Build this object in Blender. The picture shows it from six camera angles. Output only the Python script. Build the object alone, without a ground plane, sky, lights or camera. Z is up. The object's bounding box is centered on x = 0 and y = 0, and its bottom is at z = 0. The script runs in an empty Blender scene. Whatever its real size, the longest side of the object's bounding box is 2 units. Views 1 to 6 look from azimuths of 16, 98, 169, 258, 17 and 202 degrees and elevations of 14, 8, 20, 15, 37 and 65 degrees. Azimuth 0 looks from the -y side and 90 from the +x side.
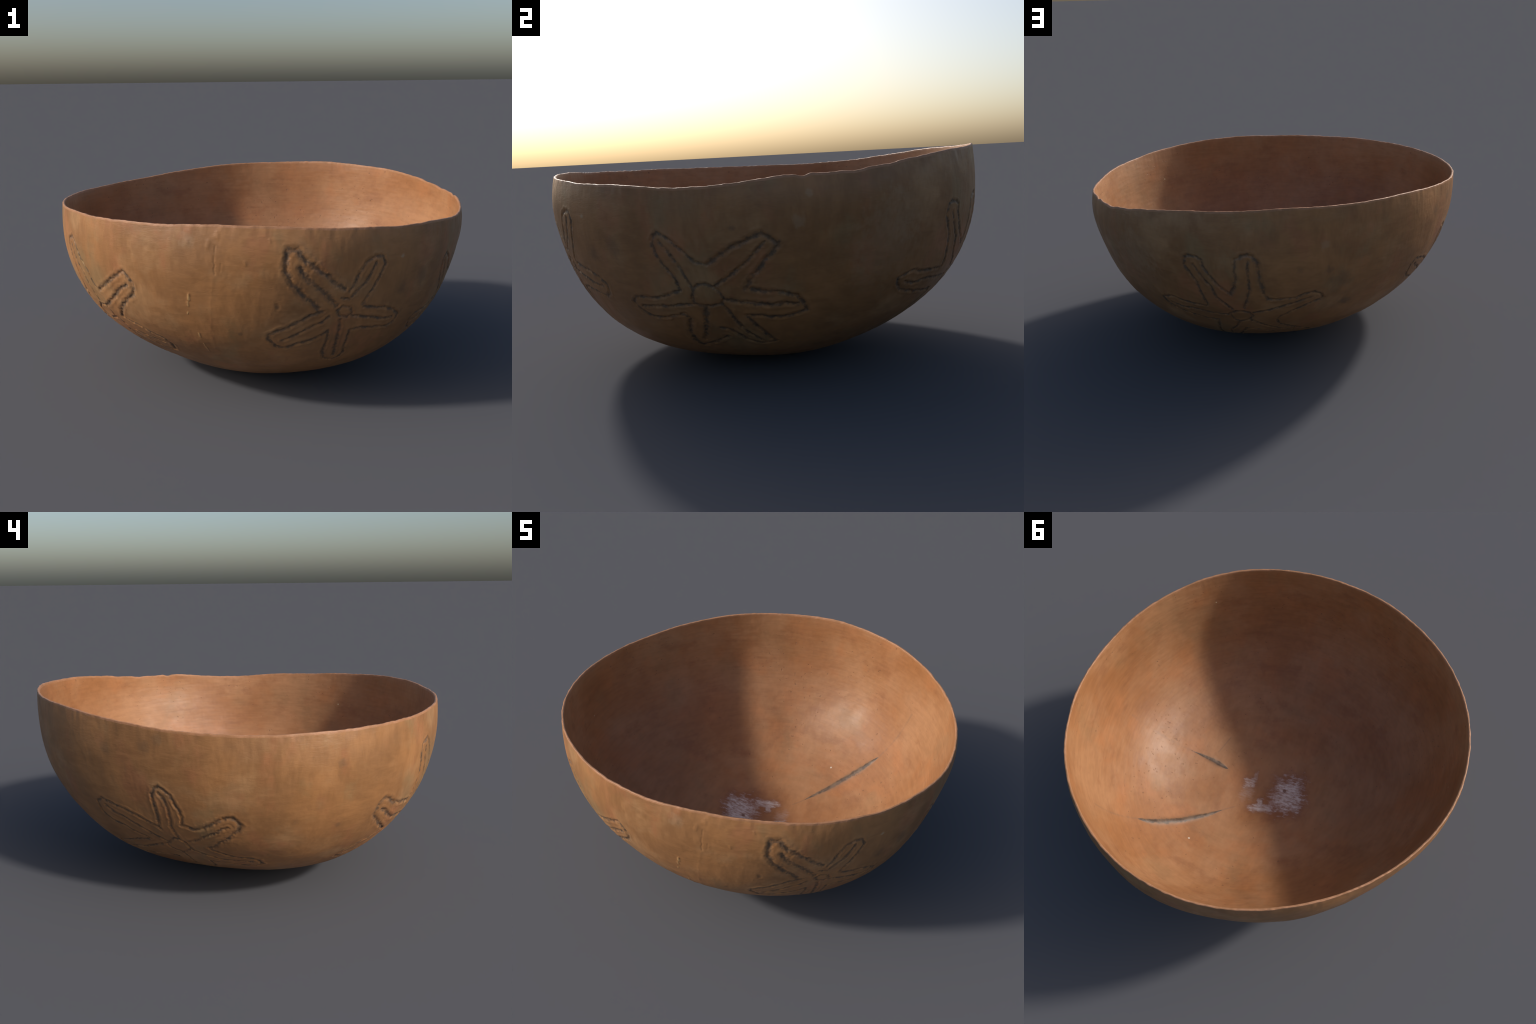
"""A wide, thin-walled gourd bowl: a tilted half gourd with a worn, slightly chipped edge,
five starfish engraved and sooted into the outside, two scraping gouges and a remnant of
white lime on the polished inside.

The outer skin is a loft through sixteen upright profiles round a centre point; the wall
thickness, the lip, the grooves, scars and gouges are worked into that surface, which is then
separated by region into its parts.
"""
import math

import bpy
import numpy as np

# Distance of the outer skin from the centre (m), one upright profile every 22.5 degrees,
# read at these elevations (degrees; -90 is the foot point).
PROFILE_ELEVATIONS = (-90, -82, -73, -64, -54, -44, -34, -25, -16, -7, 3, 15)
PROFILES = {
    0: (0.702, 0.697, 0.718, 0.762, 0.814, 0.859, 0.903, 0.939, 0.962, 0.978, 0.998, 0.962),
    15: (0.702, 0.696, 0.718, 0.763, 0.816, 0.860, 0.902, 0.937, 0.962, 0.982, 1.005, 0.949),
    30: (0.702, 0.696, 0.718, 0.761, 0.812, 0.857, 0.900, 0.934, 0.957, 0.978, 1.007, 0.960),
    45: (0.702, 0.697, 0.717, 0.755, 0.802, 0.849, 0.897, 0.934, 0.959, 0.977, 1.001, 0.980),
    60: (0.702, 0.699, 0.716, 0.749, 0.791, 0.838, 0.890, 0.935, 0.968, 0.984, 0.996, 0.992),
    75: (0.702, 0.701, 0.718, 0.746, 0.784, 0.827, 0.875, 0.920, 0.957, 0.979, 0.987, 0.995),
    90: (0.702, 0.704, 0.721, 0.747, 0.782, 0.819, 0.857, 0.893, 0.928, 0.953, 0.969, 0.987),
    105: (0.702, 0.707, 0.724, 0.749, 0.780, 0.814, 0.849, 0.881, 0.911, 0.936, 0.953, 0.971),
    120: (0.702, 0.710, 0.728, 0.748, 0.773, 0.805, 0.844, 0.879, 0.909, 0.931, 0.946, 0.957),
    135: (0.702, 0.713, 0.730, 0.746, 0.766, 0.795, 0.836, 0.874, 0.904, 0.924, 0.943, 0.958),
    150: (0.702, 0.716, 0.733, 0.746, 0.763, 0.795, 0.840, 0.879, 0.909, 0.932, 0.954, 0.971),
    165: (0.702, 0.718, 0.735, 0.748, 0.769, 0.809, 0.861, 0.904, 0.938, 0.962, 0.980, 0.986),
    180: (0.702, 0.720, 0.739, 0.754, 0.780, 0.827, 0.883, 0.929, 0.966, 0.992, 1.003, 0.998),
    195: (0.702, 0.722, 0.744, 0.762, 0.792, 0.841, 0.897, 0.942, 0.980, 1.006, 1.014, 1.009),
    210: (0.702, 0.723, 0.748, 0.771, 0.803, 0.849, 0.901, 0.944, 0.979, 1.002, 1.011, 1.012),
    225: (0.702, 0.723, 0.752, 0.779, 0.809, 0.847, 0.891, 0.931, 0.964, 0.985, 0.997, 1.001),
    240: (0.702, 0.722, 0.753, 0.784, 0.811, 0.839, 0.876, 0.915, 0.949, 0.970, 0.983, 0.983),
    255: (0.702, 0.719, 0.752, 0.785, 0.812, 0.837, 0.874, 0.915, 0.947, 0.964, 0.974, 0.964),
    270: (0.702, 0.716, 0.747, 0.782, 0.814, 0.844, 0.884, 0.923, 0.950, 0.960, 0.967, 0.948),
    285: (0.702, 0.712, 0.740, 0.776, 0.816, 0.855, 0.896, 0.929, 0.950, 0.960, 0.970, 0.948),
    300: (0.702, 0.708, 0.732, 0.770, 0.817, 0.864, 0.908, 0.937, 0.955, 0.968, 0.982, 0.956),
    315: (0.702, 0.704, 0.725, 0.764, 0.816, 0.870, 0.918, 0.949, 0.965, 0.975, 0.986, 0.963),
    330: (0.702, 0.700, 0.721, 0.761, 0.814, 0.869, 0.919, 0.951, 0.967, 0.973, 0.985, 0.974),
    345: (0.702, 0.698, 0.719, 0.760, 0.813, 0.863, 0.910, 0.944, 0.962, 0.972, 0.990, 0.978),
}
# The same for the scraped inside, as it would run without the thinning towards the lip.
INNER_PROFILES = {
    0: (0.676, 0.685, 0.702, 0.728, 0.770, 0.819, 0.868, 0.902, 0.925, 0.943, 0.959, 0.932),
    15: (0.676, 0.686, 0.701, 0.725, 0.769, 0.817, 0.864, 0.896, 0.918, 0.940, 0.965, 0.909),
    30: (0.676, 0.686, 0.700, 0.720, 0.763, 0.812, 0.857, 0.892, 0.924, 0.946, 0.968, 0.920),
    45: (0.676, 0.685, 0.699, 0.719, 0.758, 0.804, 0.854, 0.892, 0.921, 0.940, 0.962, 0.944),
    60: (0.676, 0.684, 0.697, 0.718, 0.753, 0.795, 0.847, 0.894, 0.927, 0.944, 0.955, 0.956),
    75: (0.676, 0.682, 0.691, 0.710, 0.745, 0.785, 0.835, 0.880, 0.916, 0.937, 0.947, 0.956),
    90: (0.676, 0.680, 0.684, 0.699, 0.738, 0.780, 0.831, 0.867, 0.891, 0.914, 0.930, 0.949),
    105: (0.676, 0.677, 0.680, 0.690, 0.728, 0.771, 0.809, 0.844, 0.875, 0.901, 0.919, 0.941),
    120: (0.676, 0.675, 0.678, 0.688, 0.722, 0.765, 0.804, 0.843, 0.878, 0.901, 0.913, 0.939),
    135: (0.676, 0.674, 0.676, 0.689, 0.720, 0.758, 0.798, 0.839, 0.874, 0.894, 0.905, 0.945),
    150: (0.676, 0.672, 0.674, 0.688, 0.719, 0.759, 0.803, 0.845, 0.883, 0.907, 0.923, 0.955),
    165: (0.676, 0.672, 0.673, 0.688, 0.724, 0.773, 0.827, 0.877, 0.912, 0.935, 0.953, 0.956),
    180: (0.676, 0.672, 0.675, 0.692, 0.734, 0.791, 0.845, 0.891, 0.936, 0.961, 0.968, 0.954),
    195: (0.676, 0.673, 0.680, 0.701, 0.746, 0.805, 0.863, 0.915, 0.952, 0.969, 0.973, 0.963),
    210: (0.676, 0.675, 0.684, 0.710, 0.755, 0.810, 0.865, 0.911, 0.949, 0.971, 0.977, 0.979),
    225: (0.676, 0.676, 0.687, 0.714, 0.761, 0.807, 0.854, 0.896, 0.937, 0.959, 0.963, 0.978),
    240: (0.676, 0.678, 0.688, 0.714, 0.761, 0.802, 0.841, 0.878, 0.912, 0.934, 0.946, 0.959),
    255: (0.676, 0.679, 0.691, 0.716, 0.763, 0.803, 0.841, 0.877, 0.907, 0.927, 0.937, 0.930),
    270: (0.676, 0.681, 0.695, 0.723, 0.767, 0.809, 0.849, 0.881, 0.907, 0.924, 0.930, 0.908),
    285: (0.676, 0.682, 0.697, 0.727, 0.770, 0.815, 0.857, 0.887, 0.915, 0.930, 0.933, 0.909),
    300: (0.676, 0.682, 0.698, 0.727, 0.772, 0.822, 0.867, 0.896, 0.917, 0.930, 0.936, 0.921),
    315: (0.676, 0.683, 0.698, 0.726, 0.773, 0.827, 0.875, 0.907, 0.927, 0.934, 0.935, 0.936),
    330: (0.676, 0.684, 0.699, 0.726, 0.772, 0.825, 0.875, 0.909, 0.927, 0.933, 0.941, 0.955),
    345: (0.676, 0.685, 0.700, 0.728, 0.770, 0.821, 0.871, 0.905, 0.928, 0.943, 0.952, 0.959),
}
# Elevation of the cut edge, every 10 degrees round.
RIM_ELEVATIONS = (
    5.64, 6.59, 6.82, 7.32, 8.63, 9.67, 10.34, 10.75, 11.28, 11.24, 11.11, 11.04,
    10.86, 10.13, 9.33, 8.34, 7.66, 7.22, 7.11, 7.21, 7.34, 7.54, 7.82, 8.10,
    8.19, 8.53, 8.65, 9.14, 9.12, 8.84, 8.15, 7.62, 6.90, 6.53, 5.91, 5.27,
)
# The engraved starfish: each stroke is (kind, half width of the groove in mm, course of
# (azimuth, elevation) control points in degrees).
STARS = {
    "south_east": (
        ("outline", 9, [(-54.5, -6.8), (-56.7, -5.5), (-59.0, -3.2), (-61.3, -1.4), (-63.9, 0.6), (-65.6, 2.2), (-66.4, 3.5), (-68.7, 3.7), (-69.0, 0.9), (-69.2, -1.5), (-67.4, -5.1), (-65.7, -6.8), (-62.8, -9.5), (-60.9, -11.7)]),
        ("midrib", 9, [(-65.9, -0.7), (-64.7, -2.8), (-62.7, -4.6), (-61.4, -5.8), (-59.9, -7.2), (-58.0, -9.1), (-56.0, -11.2)]),
        ("outline", 5.5, [(-53.3, -7.6), (-52.2, -5.9), (-51.0, -3.1), (-49.4, -0.4), (-47.0, 0.7), (-44.8, 0.5), (-44.1, -1.5), (-45.2, -4.3), (-46.5, -6.9), (-47.9, -9.4), (-48.9, -11.6)]),
        ("midrib", 5.5, [(-52.4, -9.0), (-50.7, -7.2), (-48.9, -5.3), (-47.6, -2.9), (-46.8, -0.9)]),
        ("outline", 5.5, [(-48.5, -12.4), (-44.8, -13.1), (-42.1, -13.5), (-38.3, -15.0), (-35.7, -17.0), (-36.1, -19.2), (-38.3, -20.5), (-42.3, -19.7), (-47.2, -19.1), (-50.0, -19.2), (-51.0, -19.5)]),
        ("midrib", 5.5, [(-51.4, -14.6), (-48.5, -15.4), (-45.6, -15.8), (-42.3, -17.0), (-37.9, -17.6)]),
        ("outline", 5.5, [(-51.0, -19.5), (-50.7, -22.4), (-50.4, -26.2), (-49.6, -28.8), (-50.5, -31.2), (-52.3, -32.3), (-55.4, -30.9), (-56.9, -27.1), (-56.9, -23.5), (-56.8, -21.8), (-57.2, -19.1)]),
        ("midrib", 5.5, [(-54.4, -15.6), (-54.1, -18.3), (-54.1, -20.3), (-53.7, -24.2), (-52.8, -29.5)]),
        ("outline", 6.5, [(-57.2, -19.1), (-59.2, -20.7), (-61.7, -22.0), (-65.1, -23.1), (-68.4, -24.7), (-71.0, -23.9), (-73.2, -21.2), (-73.0, -19.6), (-70.6, -18.1), (-68.3, -17.3), (-65.8, -15.7), (-62.8, -13.8), (-59.5, -12.6)]),
        ("midrib", 5.5, [(-69.3, -21.6), (-66.5, -20.2), (-64.0, -18.5), (-61.6, -17.0), (-59.5, -16.1), (-57.8, -14.4)]),
        ("disc", 5.5, [(-55.6, -12.7), (-54.4, -11.6), (-52.3, -12.1), (-51.5, -13.9), (-52.7, -15.0), (-54.9, -14.3), (-55.6, -12.7)]),
        ("smudge", 5.5, [(-55.2, -9.2), (-53.0, -9.7)]),
    ),
    "east": (
        ("outline", 5.5, [(-5.7, -11.0), (-8.3, -10.4), (-10.0, -8.6), (-11.7, -6.9), (-13.1, -5.6), (-14.8, -4.4), (-16.1, -3.6), (-17.1, -4.6), (-17.8, -6.1), (-17.2, -8.7), (-16.0, -11.0), (-14.5, -13.1), (-13.5, -15.0), (-13.2, -17.2)]),
        ("midrib", 5.5, [(-15.9, -5.7), (-14.6, -7.5), (-13.0, -10.0), (-11.5, -12.8), (-10.7, -14.9), (-10.0, -16.7)]),
        ("outline", 7, [(-5.7, -11.0), (-4.2, -10.1), (-2.1, -8.7), (-0.1, -7.3), (2.3, -6.4), (4.9, -5.0), (6.7, -4.4), (8.5, -5.6), (10.2, -6.8), (8.9, -8.6), (7.6, -9.7), (6.1, -11.8), (4.4, -13.9), (2.4, -17.1)]),
        ("midrib", 5.5, [(-4.3, -16.0), (-1.7, -14.4), (1.0, -12.4), (3.6, -10.1), (5.8, -7.7), (7.3, -6.2)]),
        ("outline", 7, [(3.8, -17.2), (6.3, -17.9), (9.4, -18.2), (12.1, -18.9), (14.2, -19.8), (16.0, -22.0), (16.8, -24.2), (13.6, -25.3), (10.8, -25.9), (8.4, -25.8), (5.4, -25.0), (1.9, -25.0)]),
        ("midrib", 8, [(-2.0, -19.9), (0.4, -20.5), (4.0, -21.0), (8.5, -21.9), (11.6, -21.6), (14.3, -22.0)]),
        ("outline", 6.5, [(1.9, -25.0), (3.3, -27.9), (5.8, -31.4), (7.7, -35.2), (9.3, -36.9), (4.5, -37.8), (1.0, -35.6), (-1.3, -32.7), (-3.6, -29.9), (-5.9, -29.3)]),
        ("midrib", 5.5, [(-3.6, -21.0), (-2.2, -23.4), (-1.2, -26.4), (0.1, -29.5), (2.7, -33.3), (5.5, -36.5)]),
        ("outline", 8, [(-5.1, -33.4), (-8.5, -35.5), (-12.3, -37.4), (-15.3, -38.4), (-16.2, -35.3), (-15.6, -31.2), (-14.1, -27.5), (-13.2, -25.9)]),
        ("midrib", 8, [(-7.8, -22.0), (-9.0, -25.9), (-10.2, -29.6), (-12.7, -34.7)]),
        ("outline", 5.5, [(-13.2, -25.9), (-14.2, -24.3), (-16.9, -24.8), (-19.8, -25.5), (-23.4, -25.6), (-25.4, -24.7), (-27.0, -23.1), (-28.0, -20.9), (-26.6, -19.5), (-23.8, -19.4), (-21.8, -19.6), (-18.2, -19.1), (-15.5, -18.1), (-13.8, -17.6)]),
        ("midrib", 5.5, [(-25.8, -22.1), (-21.9, -21.9), (-18.1, -21.9), (-14.3, -21.4), (-11.0, -21.1)]),
        ("disc", 5.5, [(-9.9, -16.9), (-8.4, -15.8), (-6.7, -15.7), (-5.0, -16.5), (-3.5, -17.9), (-3.0, -19.8), (-4.0, -21.0), (-6.3, -21.7), (-8.7, -21.5), (-10.5, -20.9), (-10.6, -19.0), (-9.9, -16.9)]),
    ),
    "north_east": (
        ("outline", 5.5, [(65.8, -12.5), (64.2, -11.1), (62.3, -9.2), (60.5, -6.5), (59.1, -4.2), (58.9, -2.4), (57.3, -1.5), (55.1, -1.3), (54.3, -1.9), (53.6, -4.5), (54.9, -6.4), (56.5, -9.1), (57.0, -12.1), (57.9, -15.0), (58.0, -17.4)]),
        ("midrib", 5.5, [(56.3, -3.9), (58.2, -7.1), (60.4, -10.0), (61.5, -13.8), (63.7, -16.2), (65.3, -18.4)]),
        ("outline", 6.5, [(65.8, -12.5), (67.1, -9.8), (67.7, -7.4), (67.6, -4.6), (68.0, -1.6), (69.6, -0.7), (71.2, -0.3), (72.5, -0.8), (73.8, -2.6), (73.9, -5.0), (73.9, -7.8), (74.6, -9.8), (74.9, -12.5)]),
        ("midrib", 5.5, [(71.2, -1.7), (71.1, -5.7), (71.1, -8.5), (71.1, -11.0), (70.1, -14.4), (68.8, -17.6)]),
        ("outline", 5.5, [(74.9, -12.5), (76.0, -14.4), (78.1, -14.8), (81.1, -14.8), (84.0, -15.0), (86.2, -13.9), (89.1, -13.7), (91.1, -14.6), (92.2, -16.8), (88.9, -18.0), (85.5, -19.7), (82.7, -21.0), (79.8, -22.9), (78.3, -24.8)]),
        ("midrib", 5.5, [(88.4, -15.7), (85.2, -16.6), (80.7, -17.7), (76.2, -19.1), (71.4, -20.0)]),
        ("midrib", 5.5, [(70.3, -24.2), (73.1, -27.5), (77.1, -31.6), (84.7, -38.0)]),
        ("outline", 5.5, [(57.9, -17.8), (54.3, -17.8), (50.7, -17.9), (47.8, -17.5), (45.7, -16.8), (41.0, -18.5), (41.6, -20.1), (43.5, -22.0), (47.5, -23.3), (51.7, -24.0), (55.7, -24.6), (59.3, -24.7)]),
        ("midrib", 5.5, [(44.0, -20.0), (47.9, -20.9), (53.4, -20.3), (58.7, -20.9), (63.8, -21.0)]),
        ("disc", 5.5, [(64.3, -20.4), (66.3, -19.2), (68.3, -19.2), (70.3, -19.9), (70.8, -21.8), (69.4, -23.9), (66.8, -24.7), (64.8, -23.8), (64.3, -20.4)]),
        ("outline", 5, [(78.3, -24.8), (78.8, -28.3), (82.5, -32.0), (90.3, -38.8), (93.0, -42.0), (88.0, -43.5), (78.1, -38.3), (72.3, -33.3), (67.6, -30.3)]),
        ("outline", 5, [(59.3, -24.7), (57.9, -29.1), (55.0, -36.0), (52.0, -44.0), (57.0, -48.0), (62.0, -40.0), (66.0, -33.0), (67.6, -30.3)]),
        ("midrib", 5, [(66.2, -25.3), (64.0, -29.2), (60.4, -33.6), (57.0, -42.0)]),
    ),
    "north_west": (
        ("outline", 5.5, [(146.9, -20.0), (145.1, -18.7), (143.0, -17.7), (140.4, -16.0), (137.7, -14.9), (134.9, -14.0), (131.7, -13.0), (129.1, -12.3), (126.8, -13.7), (126.6, -16.3), (127.5, -18.4), (129.3, -20.0), (133.0, -21.0), (135.6, -23.1), (139.3, -24.7)]),
        ("midrib", 5.5, [(129.8, -14.5), (132.2, -16.5), (135.1, -17.5), (137.8, -19.3), (140.7, -21.2), (143.8, -23.6), (147.0, -25.4)]),
        ("outline", 5.5, [(146.6, -19.6), (146.3, -19.1), (147.0, -15.3), (147.0, -12.1), (147.0, -8.2), (148.0, -6.5), (149.4, -5.8), (150.9, -7.0), (152.1, -8.1), (153.0, -10.2), (153.9, -12.4), (154.3, -14.8), (153.8, -17.1)]),
        ("midrib", 5.5, [(149.0, -7.8), (150.2, -9.3), (150.8, -12.0), (150.7, -14.9), (150.4, -18.0), (150.7, -20.9), (151.5, -23.1)]),
        ("outline", 7, [(153.8, -17.1), (155.4, -17.6), (156.9, -18.2), (159.3, -17.5), (161.5, -16.0), (164.0, -14.3), (166.0, -13.2), (167.5, -13.0), (168.8, -14.2), (169.5, -15.3), (168.9, -16.9), (167.5, -18.2), (165.6, -20.7), (163.6, -22.2), (161.7, -24.8), (160.2, -25.5)]),
        ("midrib", 5.5, [(154.1, -24.1), (157.1, -22.5), (160.2, -20.1), (163.1, -18.2), (164.6, -16.9), (166.2, -16.2)]),
        ("outline", 5.5, [(160.5, -26.3), (163.6, -27.6), (167.7, -29.4), (172.4, -29.4), (174.9, -30.6), (176.7, -33.5), (174.4, -35.5), (170.2, -35.0), (164.8, -35.0), (158.4, -35.2)]),
        ("midrib", 5.5, [(153.9, -28.2), (157.8, -30.0), (162.6, -32.0), (168.9, -31.8), (173.1, -32.1)]),
        ("midrib", 5.5, [(123.1, -35.4), (132.6, -32.8), (139.5, -29.6), (144.8, -27.3)]),
        ("disc", 5.5, [(147.6, -25.2), (149.7, -23.2), (151.4, -23.3), (153.1, -24.9), (153.8, -27.7), (150.8, -30.8), (148.1, -30.4), (146.0, -28.8), (145.8, -27.0), (147.6, -25.2)]),
        ("outline", 5, [(158.4, -35.2), (159.4, -40.2), (158.0, -44.0), (153.0, -48.0), (149.0, -44.0), (147.5, -39.0), (145.5, -35.3)]),
        ("midrib", 5, [(149.8, -31.2), (150.4, -35.0), (149.6, -44.7), (153.0, -44.0)]),
        ("outline", 5, [(139.3, -24.7), (140.1, -25.9), (133.5, -27.8), (120.3, -32.0), (119.0, -36.0), (123.3, -40.0), (135.5, -37.0), (145.5, -35.3)]),
    ),
    "south_west": (
        ("outline", 5.5, [(-126.9, -12.9), (-128.4, -10.6), (-129.1, -7.5), (-130.8, -5.3), (-132.7, -2.6), (-134.0, -0.2), (-135.6, 1.1), (-138.6, 0.1), (-139.3, -1.9), (-138.3, -5.4), (-137.5, -8.2), (-137.2, -11.7), (-137.9, -15.7), (-138.5, -17.7)]),
        ("midrib", 5.5, [(-136.5, -1.1), (-135.9, -3.7), (-134.1, -6.7), (-132.5, -9.8), (-131.2, -13.1), (-130.5, -16.9)]),
        ("outline", 7.5, [(-126.9, -12.9), (-121.7, -9.9), (-117.1, -7.3), (-114.1, -5.4), (-112.0, -4.3), (-111.0, -5.3), (-109.4, -6.9), (-109.5, -9.0), (-110.0, -10.5), (-113.0, -12.4), (-116.2, -15.0), (-118.9, -17.5), (-121.3, -20.5)]),
        ("midrib", 7, [(-111.8, -8.0), (-115.1, -9.8), (-117.5, -11.8), (-122.0, -15.0), (-127.2, -18.1)]),
        ("outline", 6.5, [(-121.3, -20.5), (-118.9, -21.7), (-115.1, -22.7), (-111.6, -24.7), (-107.0, -26.6), (-106.1, -29.2), (-107.8, -33.7), (-113.1, -34.4), (-116.1, -31.6), (-120.7, -29.7), (-125.3, -27.6)]),
        ("midrib", 5.5, [(-125.9, -22.0), (-123.9, -24.7), (-119.9, -27.1), (-114.4, -27.9), (-109.3, -29.2)]),
        ("disc", 5.5, [(-131.2, -18.3), (-128.0, -18.3), (-126.8, -19.9), (-126.7, -22.3), (-131.6, -24.1), (-134.7, -22.9), (-134.4, -20.5), (-131.2, -18.3)]),
        ("outline", 7.5, [(-137.9, -15.7), (-145.2, -14.3), (-148.5, -13.4), (-151.0, -11.6), (-152.9, -10.9), (-154.2, -11.9), (-154.6, -13.5), (-155.1, -15.3), (-152.6, -17.9), (-148.3, -21.1), (-144.3, -23.9)]),
        ("midrib", 8, [(-152.5, -14.5), (-150.2, -15.7), (-144.5, -19.5), (-139.8, -20.1), (-136.0, -21.0)]),
        ("outline", 5.5, [(-145.2, -23.4), (-149.0, -25.6), (-153.0, -26.8), (-157.0, -29.5), (-158.0, -33.0), (-153.0, -35.0), (-146.0, -32.0), (-140.0, -29.5)]),
        ("outline", 5.5, [(-140.0, -29.5), (-138.0, -36.0), (-132.0, -44.0), (-124.0, -44.0), (-123.0, -36.0), (-124.8, -27.4)]),
        ("midrib", 5, [(-155.0, -32.0), (-147.0, -28.5), (-137.0, -24.0)]),
        ("midrib", 5, [(-128.0, -41.0), (-130.0, -32.0), (-131.5, -25.0)]),
    ),
}

# white remnant on the floor: brush direction, across it, and patches (centre, half sizes, strength)
PAINT_U, PAINT_V = (-0.98, -0.19, 0.0), (-0.27, 0.96, 0.0)
PAINT_STRETCH = (0.22, 1.0, 1.0)
PAINT = [
    ((-0.120, 0.020, 0), 0.078, 0.105, 0.80),
    ((-0.085, 0.050, 0), 0.060, 0.060, 0.60),
    ((0.128, 0.008, 0), 0.032, 0.030, 0.55),
    ((0.106, -0.040, 0), 0.012, 0.032, 0.30),
    ((0.008, 0.142, 0), 0.060, 0.024, 0.62),
    ((0.025, 0.108, 0), 0.016, 0.026, 0.55),
    ((0.118, 0.070, 0), 0.035, 0.055, 0.16),
]
INNER_SPOTS = [
    ((0.300, 0.487, 0.167), 0.006, (0.55, 0.47, 0.38)),
    ((-0.089, -0.008, 0.055), 0.013, (0.15, 0.06, 0.035)),
    ((-0.948, -0.100, 0.588), 0.006, (0.50, 0.42, 0.34)),
    ((0.583, -0.733, 0.668), 0.005, (0.55, 0.42, 0.25)),
]

CENTRE = np.array((0.0, 0.0, 0.72))      # all (azimuth, elevation) pairs are seen from here
COLUMNS, ROWS_OUT, ROWS_IN, ROWS_LIP = 1840, 480, 260, 6

# bites, nicks and bumps of the sawn edge: azimuth, half width (deg), height (mm)
RIM_CHIPS = [
    (15.4, 1.1, -9.5), (12.0, 2.6, 2.5), (18.8, 2.0, 2.5), (26.8, 1.1, -3.5), (24.0, 1.5, 2.0),
    (35.5, 1.4, -3.0), (31.5, 2.2, 2.0), (43.0, 1.2, -1.5), (-85.2, 0.8, 2.2), (-104.0, 1.0, 1.5),
    (-7.0, 1.5, 1.2), (4.5, 1.0, -1.5), (-115.0, 0.9, -1.6), (-127.0, 0.8, 1.5), (60.0, 1.0, -1.5),
]
# thickness of the edge, and how far below it the full wall is reached (m)
LIP_THICKNESS, LIP_DEPTH = 0.010, 0.085

# raised scars on the outside: kind, width mm, height mm, course
SCARS = [
    ("flake", 6, 2.8, [(-93.0, -8.2), (-93.0, -9.4)]),
    ("flake", 4, 2.2, [(-93.4, -10.2), (-93.5, -11.4)]),
    ("flake", 3, 1.6, [(-93.8, -13.2), (-94.1, -13.8)]),
    ("flake", 4, 2.0, [(-92.3, -20.2), (-92.2, -21.6)]),
    ("flake", 3, 1.8, [(-92.1, -24.5), (-91.6, -28.6)]),
    ("flake", 3.5, 1.6, [(-131.9, -4.2), (-130.3, -6.2), (-129.0, -8.1)]),
    ("bump", 11, 2.4, [(-85.2, 7.8), (-85.2, 6.6)]),
    ("bump", 9, 1.8, [(-87.2, 5.4), (-87.4, 4.2)]),
    ("bump", 6, 1.6, [(-78.6, 0.9), (-78.4, 0.3)]),
    ("bump", 5, 1.2, [(-73.0, 6.0), (-72.8, 5.6)]),
    ("bump", 5, 1.2, [(-92.6, 5.4), (-92.4, 4.8)]),
    ("crack", 3.5, -1.6, [(-85.5, 4.4), (-85.8, 0.5), (-85.9, -2.3)]),
    ("crack", 3.0, -1.0, [(-84.3, 0.4), (-84.5, -1.6)]),
    ("ridge", 7, 0.7, [(-86.2, -3.0), (-87.4, -9.9), (-88.4, -17.9), (-89.1, -26.8)]),
    ("ridge", 6, 0.9, [(13.2, 0.6), (13.4, -3.7), (14.0, -10.8), (14.8, -16.5)]),
    ("dent", 7, -2.0, [(-71.1, -10.1), (-70.8, -11.2)]),
]
# gouges inside, made while scraping the flesh out: half width mm, depth mm, course
GOUGES = [
    (15, 5.0, 1.7, [(-4.6, -49.5), (-5.4, -53.0), (-6.0, -56.7), (-6.2, -60.0), (-6.0, -63.4), (-5.6, -67.0)]),
    (17, 5.5, 0.8, [(42.0, -28.5), (43.2, -32.5), (44.4, -38.2), (45.3, -42.6), (45.9, -46.6), (46.4, -51.4), (47.5, -57.3), (48.3, -64.0)]),
]


# faint scraping streaks that run on from the gouges: half width mm, strength, course
STREAKS = [
    (7, 0.35, [(42.0, -28.5), (41.0, -18.0), (40.0, -8.0)]), (5, 0.35, [(48.3, -64.0), (50.5, -70.0)]),
    (8, 0.25, [(-4.6, -49.5), (-3.0, -36.0), (-2.0, -22.0)]), (4, 0.40, [(-16.0, -58.9), (-25.3, -58.6), (-33.0, -57.7)]),
]


# ---------------------------------------------------------------- helpers
def hash_noise(points, seed):
    """smooth value noise in -1..1 at an (n, 3) array of points"""
    cell = np.floor(points).astype(np.int64)
    f = points - cell
    f = f * f * f * (f * (6 * f - 15) + 10)
    total = np.zeros(len(points))
    for corner in range(8):
        off = np.array((corner & 1, corner >> 1 & 1, corner >> 2 & 1))
        c = cell + off
        h = (c[:, 0] * 73856093) ^ (c[:, 1] * 19349663) ^ (c[:, 2] * 83492791) ^ (seed * 668265263)
        h = (h ^ (h >> 13)) * 1274126177 & 0x7FFFFFFF
        h = (h ^ (h >> 16)) * 40503 & 0xFFFFFF
        w = np.prod(np.where(off, f, 1 - f), axis=1)
        total += w * (h / 0x7FFFFF - 1)
    return total


def ring_noise(azimuth, waves, seed, fall=0.5):
    """periodic noise around the rim, a sum of random waves between two wave numbers"""
    rng = np.random.default_rng(seed)
    total = np.zeros_like(azimuth)
    for k in range(waves[0], waves[1]):
        total += rng.normal() * np.cos(k * azimuth + rng.uniform(0, 2 * np.pi)) * (waves[0] / k) ** fall
    return total / math.sqrt(waves[1] - waves[0])


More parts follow.
